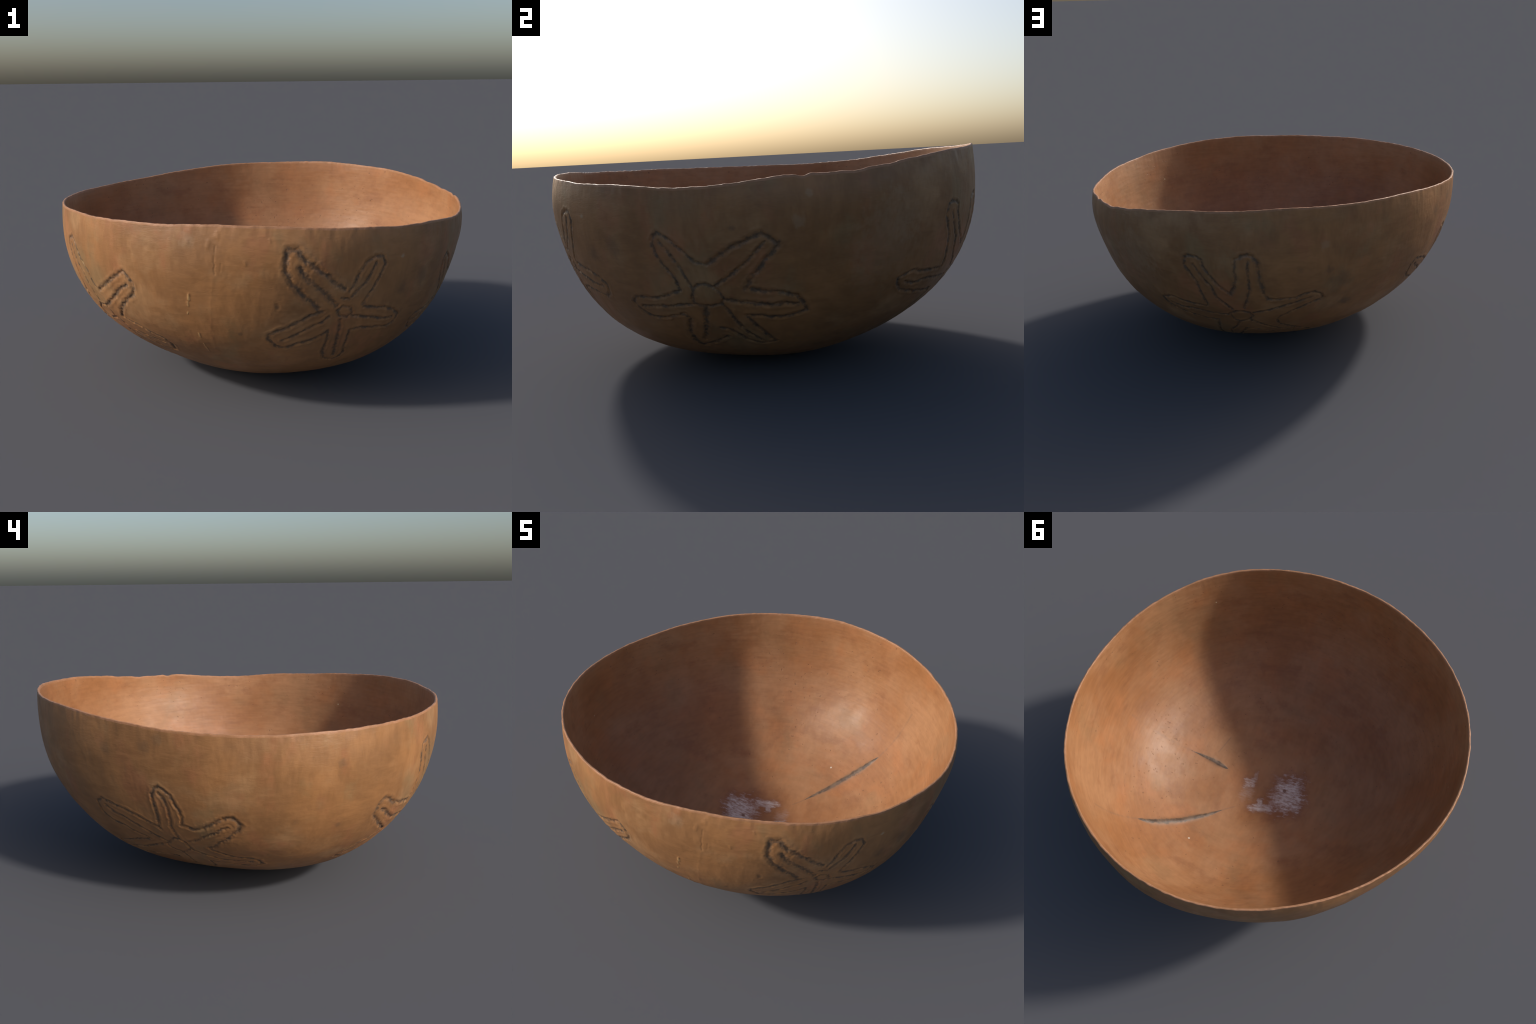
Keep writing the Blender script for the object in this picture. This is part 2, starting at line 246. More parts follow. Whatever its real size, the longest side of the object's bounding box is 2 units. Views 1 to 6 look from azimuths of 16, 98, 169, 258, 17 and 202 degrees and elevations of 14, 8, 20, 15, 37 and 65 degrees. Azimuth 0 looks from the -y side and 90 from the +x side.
def spline_rows(knots, values, query):
    """natural cubic spline; values has one column per curve, query one row of places per curve"""
    n, step = len(knots), np.diff(knots)
    a, b = np.eye(n), np.zeros(values.shape)
    for i in range(1, n - 1):
        a[i, i - 1 : i + 2] = step[i - 1], 2 * (step[i - 1] + step[i]), step[i]
        b[i] = 6 * ((values[i + 1] - values[i]) / step[i] - (values[i] - values[i - 1]) / step[i - 1])
    bend = np.linalg.solve(a, b)
    j = np.clip(np.searchsorted(knots, query) - 1, 0, n - 2)
    col = np.broadcast_to(np.arange(values.shape[1]), query.shape)
    t, u, d = query - knots[j], knots[j + 1] - query, step[j]
    m0, m1, v0, v1 = bend[j, col], bend[j + 1, col], values[j, col], values[j + 1, col]
    return (m0 * u**3 + m1 * t**3) / (6 * d) + (v0 / d - m0 * d / 6) * u + (v1 / d - m1 * d / 6) * t


def around(samples, azimuth):
    """trigonometric interpolation of evenly spaced samples (rows = directions) at any azimuth (radians)"""
    n = len(samples)
    wave = np.fft.rfft(samples, axis=0) / n
    k = np.arange(len(wave))
    weight = np.where((k == 0) | (2 * k == n), 1, 2)
    return np.real((weight * np.exp(1j * azimuth[:, None] * k)) @ wave)


KNOTS = np.array(PROFILE_ELEVATIONS, float)
PROFILE_TABLE = np.array([PROFILES[a] for a in sorted(PROFILES)])
INNER_TABLE = np.array([INNER_PROFILES[a] for a in sorted(INNER_PROFILES)])


def outer_radius(azimuth, elevation, table=PROFILE_TABLE):
    """distance of the outer skin from CENTRE; azimuth (n) radians, elevation (m, n) degrees"""
    return spline_rows(KNOTS, around(table, azimuth).T, elevation)


def direction(azimuth, elevation):
    return np.stack([np.cos(azimuth) * np.cos(elevation), np.sin(azimuth) * np.cos(elevation), np.sin(elevation)], -1)


def on_skin(course, depth=0.0):
    """3D points of an (azimuth, elevation) course lying on the outer skin, or depth inside it"""
    a, e = np.radians(np.array(course, float)).T
    r = outer_radius(a, np.degrees(e)[None])[0] - depth
    return CENTRE + direction(a, e) * r[:, None]


def in_wall(course):
    """3D points of an (azimuth, elevation) course lying on the inside"""
    a, e = np.radians(np.array(course, float)).T
    return CENTRE + direction(a, e) * outer_radius(a, np.degrees(e)[None], INNER_TABLE)[0][:, None]


def segment_distance(points, course):
    best = np.full(len(points), 9.0)
    for p, q in zip(course[:-1], course[1:]):
        d = q - p
        h = np.clip((points - p) @ d / (d @ d), 0, 1)
        best = np.minimum(best, np.linalg.norm(points - p - h[:, None] * d, axis=1))
    return best


def wobble(points, size, scale, seed):
    return points + size * np.stack([hash_noise(points * scale + 7.3 * k, seed + k) for k in range(3)], -1)


# ---------------------------------------------------------------- the shell
AZ = np.arange(COLUMNS) / COLUMNS * 2 * np.pi
rim = around(np.array(RIM_ELEVATIONS)[:, None], AZ)[:, 0]
for at, half, mm in RIM_CHIPS:
    off = (np.degrees(AZ) - at + 180) % 360 - 180
    rim += math.degrees(0.8 * mm / 1000) * np.exp(-((off / half) ** 2))
rim += math.degrees(0.0006) * ring_noise(AZ, (25, 70), 3) + math.degrees(0.0005) * ring_noise(AZ, (80, 220), 4)

t_out = np.linspace(0, 1, ROWS_OUT)[1:, None]            # row 0 is the single pole vertex
el_out = -90 + t_out * (rim[None] + 90)
r_out = outer_radius(AZ, el_out)
dir_out = direction(AZ[None], np.radians(el_out))
outer = CENTRE + dir_out * r_out[..., None]
pole_out = CENTRE - np.array((0, 0, outer_radius(AZ[:1], np.array([[-90.0]]))[0, 0]))


def grid_normals(grid):
    along = np.roll(grid, -1, 1) - np.roll(grid, 1, 1)
    up = np.gradient(grid, axis=0)
    n = np.cross(along, up)
    return n / np.linalg.norm(n, axis=-1, keepdims=True)


normal_out = grid_normals(outer)

# relief of the outside: slow facets from the scraping knife, fine grain, then grooves and scars
flat = outer.reshape(-1, 3)
relief = 0.0012 * hash_noise(flat * 9, 11) + 0.0005 * hash_noise(flat * (28, 28, 9), 12) + 0.00022 * hash_noise(flat * (90, 90, 40), 13)
edge_rows = np.repeat(np.clip((t_out[:, 0] - 0.93) / 0.07, 0, 1), COLUMNS)
relief += edge_rows**2 * 0.0016 * hash_noise(flat * (38, 38, 14), 14)

star_of = np.full(len(flat), -1)
STAR_COURSES = {}
for index, (star, strokes) in enumerate(STARS.items()):
    courses = [(kind, 1.4 * mm / 1000, on_skin(course)) for kind, mm, course in strokes]
    STAR_COURSES[star] = courses
    heart = np.mean([c.mean(0) for kind, w, c in courses if kind == "disc"], axis=0)
    reach = max(np.linalg.norm(c - heart, axis=1).max() for _, _, c in courses) + 0.08
    near = np.nonzero(np.linalg.norm(flat - heart, axis=1) < reach)[0]
    shaken = wobble(wobble(flat[near], 0.0028, 40, 20), 0.0034, 105, 24)
    groove, closest = np.zeros(len(near)), np.full(len(near), 9.0)
    for kind, width, course in courses:
        d = segment_distance(shaken, course)
        closest = np.minimum(closest, d)
        q = d / width
        cut = (0.60 + 0.035 * width * 1000) * np.exp(-((q / 0.70) ** 2)) - 0.24 * np.exp(-(((q - 1.8) / 0.7) ** 2))
        groove = np.where(np.abs(cut) > np.abs(groove), cut, groove)
    uneven = 0.8 + 0.55 * hash_noise(flat[near] * 62, 31)
    relief[near] -= 0.0050 * groove * np.clip(uneven, 0.2, 1.4)
    star_of[near[closest < 0.050]] = index

for kind, width, height, course in SCARS:
    c = on_skin(course)
    near = np.nonzero(np.linalg.norm(flat - c.mean(0), axis=1) < 0.28)[0]
    q = segment_distance(wobble(flat[near], 0.003, 60, 40), c) / (width / 1000)
    relief[near] += height / 1000 * np.exp(-(q**2))

outer = (flat + normal_out.reshape(-1, 3) * relief[:, None]).reshape(outer.shape)

# the inside: its own loft, drawn towards the outer skin at the lip
t_in = np.linspace(0, 1, ROWS_IN)[1:, None]
el_in = -90 + t_in * (rim[None] + 90)
below = (1 - t_in) * np.radians(rim[None] + 90)          # distance below the edge, about metres
lip = np.exp(-below / LIP_DEPTH)
skin = outer_radius(AZ, el_in)
r_in = (skin - LIP_THICKNESS) * lip + np.minimum(outer_radius(AZ, el_in, INNER_TABLE), skin - LIP_THICKNESS) * (1 - lip)
inner = CENTRE + direction(AZ[None], np.radians(el_in)) * r_in[..., None]
normal_in = grid_normals(inner)
base_in = CENTRE + direction(AZ[None], np.radians(el_in)) * skin[..., None]
flat_in = inner.reshape(-1, 3)
sunk = 0.0010 * hash_noise(flat_in * 8, 51) + 0.00035 * hash_noise(flat_in * (20, 20, 70), 52) + 0.0002 * hash_noise(flat_in * 80, 53)
GOUGE_COURSES = []
for half, depth, skew, course in GOUGES:
    a, e = np.radians(np.array(course)).T
    c = on_skin(course)
    j = [int(np.argmin(np.linalg.norm(base_in.reshape(-1, 3) - p, axis=1))) for p in c]
    c = flat_in[j]
    GOUGE_COURSES.append((half / 1000, skew, c))
    near = np.nonzero(np.linalg.norm(flat_in - c.mean(0), axis=1) < 0.35)[0]
    p = wobble(flat_in[near], 0.004, 22, 60)
    place = np.clip((p - c[0]) @ (c[-1] - c[0]) / np.sum((c[-1] - c[0]) ** 2), 0, 1)
    place = place**skew
    width = half / 1000 * np.clip(4 * place * (1 - place), 0.05, 1) ** 0.8
    q = segment_distance(p, c) / width
    sunk[near] += depth / 1000 * np.clip(4 * place * (1 - place), 0, 1) * np.exp(-(q**2))
inner = (flat_in - normal_in.reshape(-1, 3) * sunk[:, None]).reshape(inner.shape)
pole_in = inner[0].mean(0)

# the lip: a rounded band from the outer to the inner edge
top_out, top_in = outer[-1], inner[-1]
lip_rows = []
for k in range(1, ROWS_LIP):
    s = k / ROWS_LIP
    across = 0.5 - 0.5 * math.cos(math.pi * s)
    bulge = 0.0030 * math.sin(math.pi * s)
    lift = (outer[-1] - outer[-3]) / np.linalg.norm(outer[-1] - outer[-3], axis=1, keepdims=True)
    rough = 0.0007 * hash_noise((top_out + s) * (60, 60, 60), 70)
    lip_rows.append(top_out * (1 - across) + top_in * across + lift * (bulge + rough)[:, None])
lip_band = np.array(lip_rows)

# one closed surface: pole, outer rows, lip rows, inner rows downward, inner pole
rows = np.concatenate([outer, lip_band, inner[::-1]])
verts = np.concatenate([pole_out[None], rows.reshape(-1, 3), pole_in[None]])
verts[:, 2] -= verts[:, 2].min() * np.exp(-((verts[:, 0] ** 2 + verts[:, 1] ** 2) / 0.25**2))   # the foot rests on the ground
n_rows = len(rows)
i = np.arange(COLUMNS)
nxt = (i + 1) % COLUMNS
r = np.arange(n_rows - 1)[:, None]
quads = np.stack([1 + r * COLUMNS + i, 1 + r * COLUMNS + nxt, 1 + (r + 1) * COLUMNS + nxt, 1 + (r + 1) * COLUMNS + i], -1).reshape(-1, 4)
last = len(verts) - 1
cap_low = np.stack([np.zeros_like(i), nxt + 1, i + 1], -1)
cap_high = np.stack([np.full_like(i, last), 1 + (n_rows - 1) * COLUMNS + i, 1 + (n_rows - 1) * COLUMNS + nxt], -1)

face_row = np.repeat(np.arange(n_rows - 1), COLUMNS)
n_out, n_lip = len(outer), len(lip_band)
part = np.full(len(quads), -1)
EDGE = 2                                                  # the worn edge takes in a few rows on both sides
part[face_row < n_out - 1 - EDGE] = 0
part[(face_row >= n_out - 1 - EDGE) & (face_row < n_out + n_lip + EDGE - 1)] = 1
part[face_row >= n_out + n_lip + EDGE - 1] = 2
star_face = np.full(len(quads), -1)
star_face[: (n_out - 1) * COLUMNS] = star_of.reshape(n_out, COLUMNS)[:-1].ravel()
part = np.where((part == 0) & (star_face >= 0), 10 + star_face, part)

# vertex normals of the whole body, shared by all its parts
vn = np.zeros_like(verts)
q = verts[quads]
fn = np.cross(q[:, 2] - q[:, 0], q[:, 3] - q[:, 1])
for k in range(4):
    for ax in range(3):
        vn[:, ax] += np.bincount(quads[:, k], fn[:, ax], len(verts))
for cap in (cap_low, cap_high):
    c = verts[cap]
    cn = np.cross(c[:, 1] - c[:, 0], c[:, 2] - c[:, 0])
    for k in range(3):
        np.add.at(vn, cap[:, k], cn)
vn /= np.linalg.norm(vn, axis=1, keepdims=True)


def make_part(name, faces4, faces3, material, parent):
    used = np.unique(np.concatenate([faces4.ravel(), faces3.ravel()])).astype(np.int64)
    renumber = np.zeros(len(verts), np.int64)
    renumber[used] = np.arange(len(used))
    loops = renumber[np.concatenate([faces4.ravel(), faces3.ravel()]).astype(np.int64)]
    mesh = bpy.data.meshes.new(name)
    mesh.vertices.add(len(used))
    mesh.vertices.foreach_set("co", verts[used].astype(np.float32).ravel())
    mesh.loops.add(len(loops))
    mesh.loops.foreach_set("vertex_index", loops.astype(np.int32))
    mesh.polygons.add(len(faces4) + len(faces3))
    starts = np.concatenate([np.arange(len(faces4)) * 4, len(faces4) * 4 + np.arange(len(faces3)) * 3])
    mesh.polygons.foreach_set("loop_start", starts.astype(np.int32))
    mesh.update(calc_edges=True)
    mesh.shade_smooth()
    mesh.normals_split_custom_set_from_vertices(vn[used].astype(np.float32))
    mesh.materials.append(material)
    ob = bpy.data.objects.new(name, mesh)
    bpy.context.collection.objects.link(ob)
    ob.parent = parent
    return ob


# ---------------------------------------------------------------- materials
def group_segment():
    """distance from a point to a straight stroke, kept as a running minimum"""
    g = bpy.data.node_groups.new("stroke_distance", "ShaderNodeTree")
    for name, kind in (("Point", "NodeSocketVector"), ("Start", "NodeSocketVector"), ("Along", "NodeSocketVector"), ("Along per square length", "NodeSocketVector"), ("Best", "NodeSocketFloat")):
        g.interface.new_socket(name, in_out="INPUT", socket_type=kind)
    g.interface.new_socket("Best", in_out="OUTPUT", socket_type="NodeSocketFloat")
    n, link = g.nodes, g.links.new
    a, z = n.new("NodeGroupInput"), n.new("NodeGroupOutput")

    def vec(op):
        x = n.new("ShaderNodeVectorMath")
        x.operation = op
        return x

    # made in the order in which they are evaluated: few values are alive at a time
    rel, dot, clamp = vec("SUBTRACT"), vec("DOT_PRODUCT"), n.new("ShaderNodeClamp")
    mul, sub, length, least = vec("SCALE"), vec("SUBTRACT"), vec("LENGTH"), n.new("ShaderNodeMath")
    least.operation = "MINIMUM"
    link(a.outputs[0], rel.inputs[0]), link(a.outputs[1], rel.inputs[1])
    link(rel.outputs[0], dot.inputs[0]), link(a.outputs[3], dot.inputs[1])
    link(dot.outputs["Value"], clamp.inputs[0])
    link(a.outputs[2], mul.inputs[0]), link(clamp.outputs[0], mul.inputs["Scale"])
    link(rel.outputs[0], sub.inputs[0]), link(mul.outputs[0], sub.inputs[1])
    link(sub.outputs[0], length.inputs[0])
    link(length.outputs["Value"], least.inputs[0]), link(a.outputs[4], least.inputs[1])
    link(least.outputs[0], z.inputs[0])
    return g


STROKE = group_segment()


class Nodes:
    """small helper to write node trees as expressions"""

    def __init__(self, name):
        self.material = bpy.data.materials.new(name)
        self.material.use_nodes = True
        self.tree = self.material.node_tree
        self.tree.nodes.clear()
        self.point = self.tree.nodes.new("ShaderNodeTexCoord").outputs["Object"]

    def put(self, socket, value):
        if isinstance(value, bpy.types.NodeSocket):
            self.tree.links.new(value, socket)
        elif isinstance(value, (tuple, list, np.ndarray)):
            value = [float(x) for x in value]
            socket.default_value = value + [1.0] if socket.type == "RGBA" and len(value) == 3 else value
        else:
            socket.default_value = value

    def math(self, op, a, b=0.0, clamp=False):
        n = self.tree.nodes.new("ShaderNodeMath")
        n.operation, n.use_clamp = op, clamp
        self.put(n.inputs[0], a), self.put(n.inputs[1], b)
        return n.outputs[0]

    def vector(self, op, a, b=(0, 0, 0)):
        n = self.tree.nodes.new("ShaderNodeVectorMath")
        n.operation = op
        self.put(n.inputs[0], a)
        self.put(n.inputs["Scale"] if op == "SCALE" else n.inputs[1], b)
        return n.outputs["Value"] if op in ("DOT_PRODUCT", "LENGTH", "DISTANCE") else n.outputs[0]

    def noise(self, scale, detail=4.0, rough=0.55, stretch=(1, 1, 1), shift=(0, 0, 0), distort=0.0, colour=False):
        p = self.vector("MULTIPLY", self.vector("ADD", self.point, shift), stretch)
        n = self.tree.nodes.new("ShaderNodeTexNoise")
        self.put(n.inputs["Vector"], p)
        for key, value in (("Scale", scale), ("Detail", detail), ("Roughness", rough), ("Distortion", distort)):
            n.inputs[key].default_value = value
        return n.outputs["Color" if colour else 0]

    def step(self, value, low, high, out_low=0.0, out_high=1.0):
        n = self.tree.nodes.new("ShaderNodeMapRange")
        n.interpolation_type = "SMOOTHSTEP"
        for key, v in zip(("Value", "From Min", "From Max", "To Min", "To Max"), (value, low, high, out_low, out_high)):
            self.put(n.inputs[key], v)
        return n.outputs[0]

    def mix(self, factor, a, b, blend="MIX"):
        n = self.tree.nodes.new("ShaderNodeMix")
        n.data_type, n.blend_type = "RGBA", blend
        self.put(n.inputs[0], factor), self.put(n.inputs[6], a), self.put(n.inputs[7], b)
        return n.outputs[2]

    def spot(self, centre, radius, noise, soft=0.5):
        """1 inside a ragged blotch around a point"""
        d = self.vector("DISTANCE", self.point, centre)
        d = self.math("ADD", self.math("DIVIDE", d, radius), noise)
        return self.step(d, 1.0 - soft, 1.0 + soft, 1.0, 0.0)

    def stroke(self, course, width, point):
        best = 9.0
        for p, q in zip(course[:-1], course[1:]):
            n = self.tree.nodes.new("ShaderNodeGroup")
            n.node_tree = STROKE
            d = q - p
            for socket, value in zip(n.inputs, (point, p, d, d / (d @ d), best)):
                self.put(socket, value)
            best = n.outputs[0]
        return self.math("DIVIDE", best, width)

    def finish(self, colour, roughness, bump, bump_size, specular=0.5):
        s = self.tree.nodes.new("ShaderNodeBsdfPrincipled")
        o = self.tree.nodes.new("ShaderNodeOutputMaterial")
        b = self.tree.nodes.new("ShaderNodeBump")
        b.inputs["Strength"].default_value = 1.0
        b.inputs["Distance"].default_value = bump_size
        self.put(b.inputs["Height"], bump)
        self.put(s.inputs["Normal"], b.outputs[0])
        self.put(s.inputs["Base Color"], colour)
        self.put(s.inputs["Roughness"], roughness)
        self.put(s.inputs["Specular IOR Level"], specular)
        self.tree.links.new(s.outputs[0], o.inputs[0])
        return self.material


OCHRE, TAN, UMBER, RUSSET, OLIVE, PINK = (0.332, 0.155, 0.058), (0.358, 0.194, 0.088), (0.248, 0.118, 0.046), (0.325, 0.130, 0.056), (0.255, 0.160, 0.073), (0.38, 0.182, 0.090)
SOOT, STRAW = (0.060, 0.044, 0.032), (0.47, 0.30, 0.13)


def outside_colour(m):
    """weathered gourd rind: ochre ground, umber, russet and olive clouds, fine vertical grain"""
    cloud = m.noise(2.6, 5, 0.6, distort=0.4)
    c = m.mix(m.step(cloud, 0.36, 0.64), UMBER, OCHRE)
    c = m.mix(m.math("MULTIPLY", m.step(m.noise(4.2, 4, 0.6, shift=(3, 1, 5)), 0.50, 0.70), 0.75), c, TAN)
    c = m.mix(m.math("MULTIPLY", m.step(m.noise(5.5, 4, 0.6, shift=(9, 4, 2), stretch=(1, 1, 0.6)), 0.52, 0.68), 0.60), c, RUSSET)
    c = m.mix(m.math("MULTIPLY", m.step(m.noise(3.8, 5, 0.62, shift=(-5, 7, 1), stretch=(1, 1, 0.7)), 0.53, 0.70), 0.70), c, OLIVE)
    grain = m.noise(26, 5, 0.65, stretch=(1, 1, 0.3), shift=(2, 2, 8))
    hair = m.noise(14, 5, 0.7, stretch=(0.7, 0.7, 2.2), shift=(1, 8, 3), distort=0.6)
    which = m.step(m.noise(3.1, 2, 0.5, shift=(8, 2, 6)), 0.42, 0.58)      # grain runs upright here, round the bowl there
    tone = m.math("ADD", m.math("MULTIPLY", grain, which), m.math("MULTIPLY", hair, m.math("SUBTRACT", 1.0, which)))
    c = m.mix(1.0, c, m.mix(m.step(tone, 0.36, 0.64), (0.90, 0.89, 0.86), (1.07, 1.07, 1.06)), "MULTIPLY")
    speck = m.step(m.noise(38, 3, 0.6, shift=(4, 4, 4)), 0.66, 0.74)
    c = m.mix(m.math("MULTIPLY", speck, 0.45), c, UMBER)
    ragged = m.math("MULTIPLY", m.math("SUBTRACT", m.noise(48, 4, 0.6, stretch=(1, 1, 0.7)), 0.5), 2.6)
    for course, size, strength in STAINS:
        where = on_skin([course])[0]
        c = m.mix(m.math("MULTIPLY", m.spot(where, size, ragged, 0.7), 0.7 * strength), c, (0.105, 0.066, 0.038))
    for course, size, strength in BLEACHED:
        where = on_skin([course])[0]
        c = m.mix(m.math("MULTIPLY", m.spot(where, size, ragged), strength), c, (0.37, 0.250, 0.150))
    for kind, width, height, course in SCARS:
        if kind in ("flake", "crack"):
            d = m.stroke(on_skin(course), width / 1000, m.point)
            d = m.math("ADD", d, ragged)
            strength = m.step(d, 0.3, 1.2, 0.60 if kind == "flake" else 0.35, 0.0)
            c = m.mix(strength, c, STRAW if kind == "flake" else UMBER)
    scratch = m.noise(30, 4, 0.7, stretch=(0.8, 0.8, 3.2), shift=(6, 3, 3), distort=0.8)
    bump = m.math("ADD", m.math("ADD", m.math("MULTIPLY", grain, 0.5), m.math("MULTIPLY", hair, 0.5)), m.math("MULTIPLY", scratch, 0.6))
    return c, bump


# outside blotches: place, radius (m), strength
STAINS = [
    ((0.8, -3.1), 0.010, 0.7), ((-29.3, -7.2), 0.035, 0.45), ((100.7, -21.0), 0.024, 0.75), ((93.1, -6.6), 0.018, 0.6),
    ((84.7, -5.3), 0.014, 0.4), ((97.2, -10.2), 0.045, 0.45), ((150.2, 5.8), 0.022, 0.45), ((146.6, 3.9), 0.022, 0.45),
    ((134.9, 2.4), 0.020, 0.4), ((-167.8, 0.2), 0.016, 0.5), ((-166.2, -16.2), 0.012, 0.6), ((-70.9, -10.7), 0.012, 0.6),
    ((-80.6, -19.3), 0.008, 0.7), ((-177.7, -14.1), 0.012, 0.3), ((-37.0, -9.0), 0.030, 0.4),
]
BLEACHED = [
    ((-38.5, -0.4), 0.009, 0.8), ((14.2, -2.2), 0.022, 0.35), ((16.6, 3.1), 0.014, 0.35), ((34.8, -10.0), 0.13, 0.16),
    ((35.5, -3.8), 0.10, 0.16), ((40.0, -2.0), 0.09, 0.14), ((-10.0, 0.0), 0.10, 0.12), ((91.5, 1.0), 0.020, 0.3), ((-92.6, 5.4), 0.03, 0.25),
]


def outside_material(name, star=None):
    m = Nodes(name)
    c, bump = outside_colour(m)
    rough = m.step(m.noise(9, 4, 0.6, shift=(5, 5, 5)), 0.35, 0.65, 0.44, 0.56)
    if star:
        shake = m.vector("SCALE", m.vector("SUBTRACT", m.noise(40, 2, 0.6, colour=True), (0.5, 0.5, 0.5)), 0.008)
        fine = m.vector("SCALE", m.vector("SUBTRACT", m.noise(110, 2, 0.6, colour=True), (0.5, 0.5, 0.5)), 0.008)
        point = m.vector("ADD", m.vector("ADD", m.point, shake), fine)
        q = 9.0
        for kind, width, course in STAR_COURSES[star]:
            q = m.math("MINIMUM", q, m.stroke(course, width, point))
        uneven = m.step(m.noise(30, 3, 0.6, shift=(6, 1, 2)), 0.32, 0.68)
        teeth = m.math("MULTIPLY", m.math("SUBTRACT", m.noise(70, 4, 0.7, shift=(1, 3, 9)), 0.5), 2.3)
        worn = m.math("ADD", q, teeth)
        core = m.step(worn, 0.15, m.math("ADD", 0.85, m.math("MULTIPLY", uneven, 0.45)), m.math("ADD", 0.42, m.math("MULTIPLY", uneven, 0.36)), 0.0)
        smoke = m.step(worn, 0.3, m.math("ADD", 1.4, m.math("MULTIPLY", uneven, 1.1)), m.math("MULTIPLY", uneven, 0.50), 0.0)
        c = m.mix(smoke, c, (0.120, 0.082, 0.050))
        c = m.mix(core, c, SOOT)
        rough = m.math("ADD", rough, m.math("MULTIPLY", core, 0.15))
    return m.finish(c, rough, bump, 0.0012, 0.45)


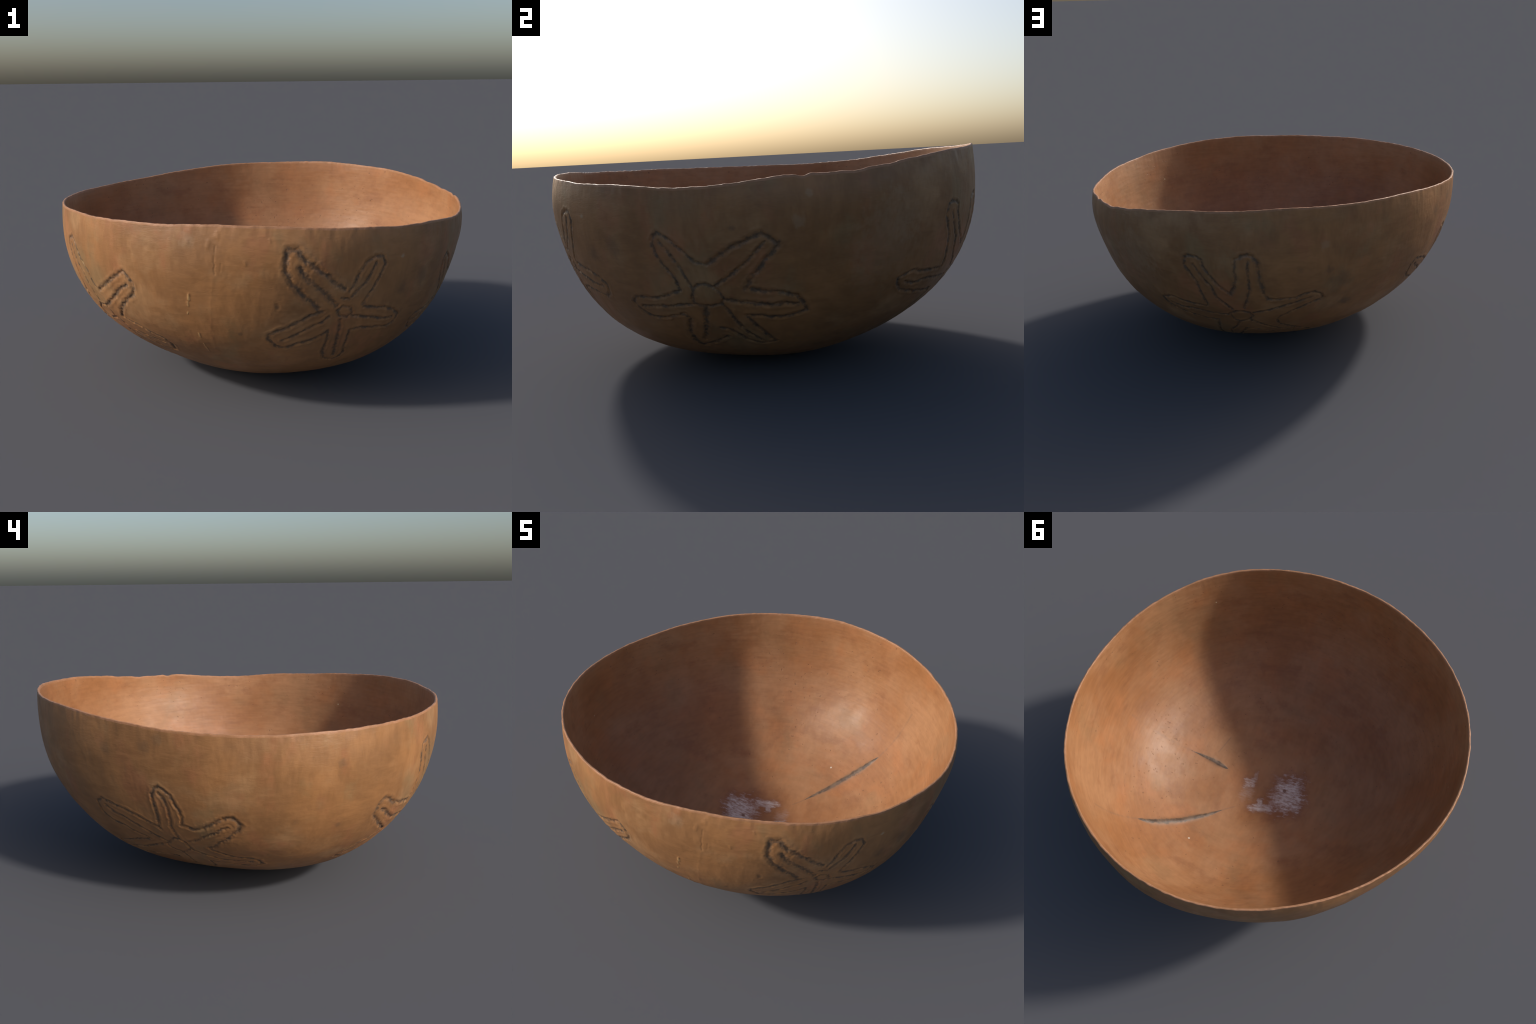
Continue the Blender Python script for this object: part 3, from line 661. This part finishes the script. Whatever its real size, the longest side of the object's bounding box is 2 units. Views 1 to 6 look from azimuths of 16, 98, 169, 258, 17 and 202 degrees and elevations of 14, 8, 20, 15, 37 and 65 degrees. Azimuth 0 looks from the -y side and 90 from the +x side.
def inside_material():
    """polished inside: warmer, with scraping marks that run round, pits, two dark gouges and a lime-white remnant"""
    m = Nodes("polished_inner_rind")
    cloud = m.noise(2.3, 5, 0.6, shift=(1, 2, 3), distort=0.3)
    c = m.mix(m.step(cloud, 0.36, 0.64), (0.285, 0.120, 0.043), (0.345, 0.168, 0.074))
    c = m.mix(m.math("MULTIPLY", m.step(m.noise(4.5, 4, 0.6, shift=(7, 4, 2)), 0.50, 0.68), 0.6), c, (0.350, 0.140, 0.050))
    c = m.mix(m.math("MULTIPLY", m.step(m.noise(3.4, 5, 0.62, shift=(-3, 2, 8)), 0.54, 0.72), 0.40), c, (0.230, 0.130, 0.058))
    c = m.mix(m.math("MULTIPLY", m.step(m.noise(5.0, 5, 0.65, shift=(2, -6, 1), stretch=(1, 1, 1.8)), 0.52, 0.70), 0.5), c, (0.225, 0.090, 0.035))
    hair = m.noise(15, 5, 0.7, stretch=(0.45, 0.45, 5), shift=(1, 8, 3))
    cross = m.noise(34, 4, 0.65, stretch=(1.0, 0.22, 1), shift=(5, 1, 1))
    tone = m.math("ADD", m.math("MULTIPLY", hair, 0.55), m.math("MULTIPLY", cross, 0.45))
    c = m.mix(1.0, c, m.mix(m.step(tone, 0.36, 0.64), (0.91, 0.90, 0.89), (1.07, 1.07, 1.07)), "MULTIPLY")
    many = m.step(m.noise(3.6, 3, 0.6, shift=(4, 9, 1)), 0.40, 0.68, 0.74, 0.66)
    grit = m.noise(58, 2, 0.5, shift=(3, 5, 7), stretch=(1, 1, 1.3))
    pit = m.step(grit, many, m.math("ADD", many, 0.05))
    c = m.mix(m.math("MULTIPLY", pit, 0.42), c, (0.115, 0.050, 0.024))
    ragged = m.math("MULTIPLY", m.math("SUBTRACT", m.noise(42, 4, 0.65), 0.5), 1.3)
    for half, skew, course in GOUGE_COURSES:
        axis = course[-1] - course[0]
        place = m.vector("DOT_PRODUCT", m.vector("SUBTRACT", m.point, course[0]), axis / (axis @ axis))
        place = m.math("POWER", m.math("MAXIMUM", place, 0.0), skew)
        taper = m.math("MULTIPLY", m.math("MULTIPLY", place, m.math("SUBTRACT", 1.0, place)), 4.0, True)
        taper = m.math("ADD", m.math("POWER", taper, 0.8), 0.06)
        d = m.math("DIVIDE", m.stroke(course, half, m.point), taper)
        d = m.math("ADD", d, ragged)
        c = m.mix(m.step(d, 0.7, 2.2, 0.5, 0.0), c, (0.22, 0.130, 0.075))
        c = m.mix(m.step(d, 0.5, 1.15, 0.92, 0.0), c, m.mix(m.step(m.noise(24, 4, 0.65, shift=(2, 2, 2)), 0.36, 0.64), (0.060, 0.041, 0.028), (0.150, 0.100, 0.066)))
    for width, strength, course in STREAKS:
        d = m.math("ADD", m.stroke(in_wall(course), width / 1000, m.point), m.math("MULTIPLY", ragged, 1.5))
        c = m.mix(m.step(d, 0.2, 1.6, strength, 0.0), c, (0.17, 0.095, 0.055))
    # lime-white remnant on the floor, brushed in streaks, with a red-brown margin
    streak = m.math("MULTIPLY", m.math("SUBTRACT", m.noise(70, 4, 0.7, stretch=PAINT_STRETCH), 0.5), 1.5)
    grainy = m.math("MULTIPLY", m.math("SUBTRACT", m.noise(26, 5, 0.65, shift=(3, 3, 3)), 0.5), 1.5)
    worn = m.math("ADD", streak, grainy)
    margin, lime = 0.0, 0.0
    for centre, half_u, half_v, strength in PAINT:
        rel = m.vector("SUBTRACT", m.point, tuple(np.array(centre) * (1, 1, 0)))
        u = m.math("DIVIDE", m.vector("DOT_PRODUCT", rel, PAINT_U), half_u)
        v = m.math("DIVIDE", m.vector("DOT_PRODUCT", rel, PAINT_V), half_v)
        d = m.math("POWER", m.math("ADD", m.math("POWER", m.math("ABSOLUTE", u), 5.0), m.math("POWER", m.math("ABSOLUTE", v), 5.0)), 0.2)
        margin = m.math("MAXIMUM", margin, m.step(m.math("ADD", d, grainy), 0.9, 2.0, strength, 0.0))
        lime = m.math("MAXIMUM", lime, m.step(m.math("ADD", d, m.math("MULTIPLY", worn, 1.4)), 0.40, 1.35, strength, 0.0))
    c = m.mix(m.math("MULTIPLY", margin, 0.75), c, (0.185, 0.066, 0.034))
    thin_coat = m.step(m.noise(95, 4, 0.7, stretch=PAINT_STRETCH, shift=(7, 2, 1)), 0.36, 0.62, 0.30, 0.95)
    c = m.mix(m.math("MULTIPLY", lime, thin_coat), c, (0.68, 0.63, 0.62))
    for place, size, colour in INNER_SPOTS:
        d = m.math("ADD", m.math("DIVIDE", m.vector("DISTANCE", m.point, place), size), ragged)
        c = m.mix(m.step(d, 0.6, 1.2, 0.85, 0.0), c, colour)
    rough = m.step(m.noise(7, 4, 0.6, shift=(5, 5, 5)), 0.35, 0.65, 0.50, 0.60)
    bump = m.math("SUBTRACT", m.math("ADD", m.math("MULTIPLY", hair, 0.6), m.math("MULTIPLY", cross, 0.5)), m.math("MULTIPLY", pit, 0.8))
    return m.finish(c, rough, bump, 0.0010, 0.5)


def edge_material():
    m = Nodes("worn_cut_edge")
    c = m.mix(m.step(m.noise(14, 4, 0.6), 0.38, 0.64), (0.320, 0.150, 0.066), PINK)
    c = m.mix(m.math("MULTIPLY", m.step(m.noise(30, 4, 0.6, shift=(2, 7, 1)), 0.56, 0.70), 0.5), c, UMBER)
    bump = m.noise(60, 4, 0.65)
    return m.finish(c, 0.5, bump, 0.0012, 0.5)


# ---------------------------------------------------------------- assemble
bowl = bpy.data.objects.new("gourd_bowl", None)
bpy.context.collection.objects.link(bowl)
bowl["label"] = "wide thin gourd bowl with five engraved starfish outside"
bowl["category"] = "bowl"

none3 = np.zeros((0, 3), np.int64)
make_part("outer_wall", quads[part == 0], cap_low, outside_material("weathered_outer_rind"), bowl)
make_part("inner_wall", quads[part == 2], cap_high, inside_material(), bowl)
make_part("rim", quads[part == 1], none3, edge_material(), bowl)
for index, star in enumerate(STARS):
    ob = make_part("starfish_engraving", quads[part == 10 + index], none3, outside_material("engraved_rind", star), bowl)
    ob["label"] = "engraved starfish outline with midribs and a round disc"
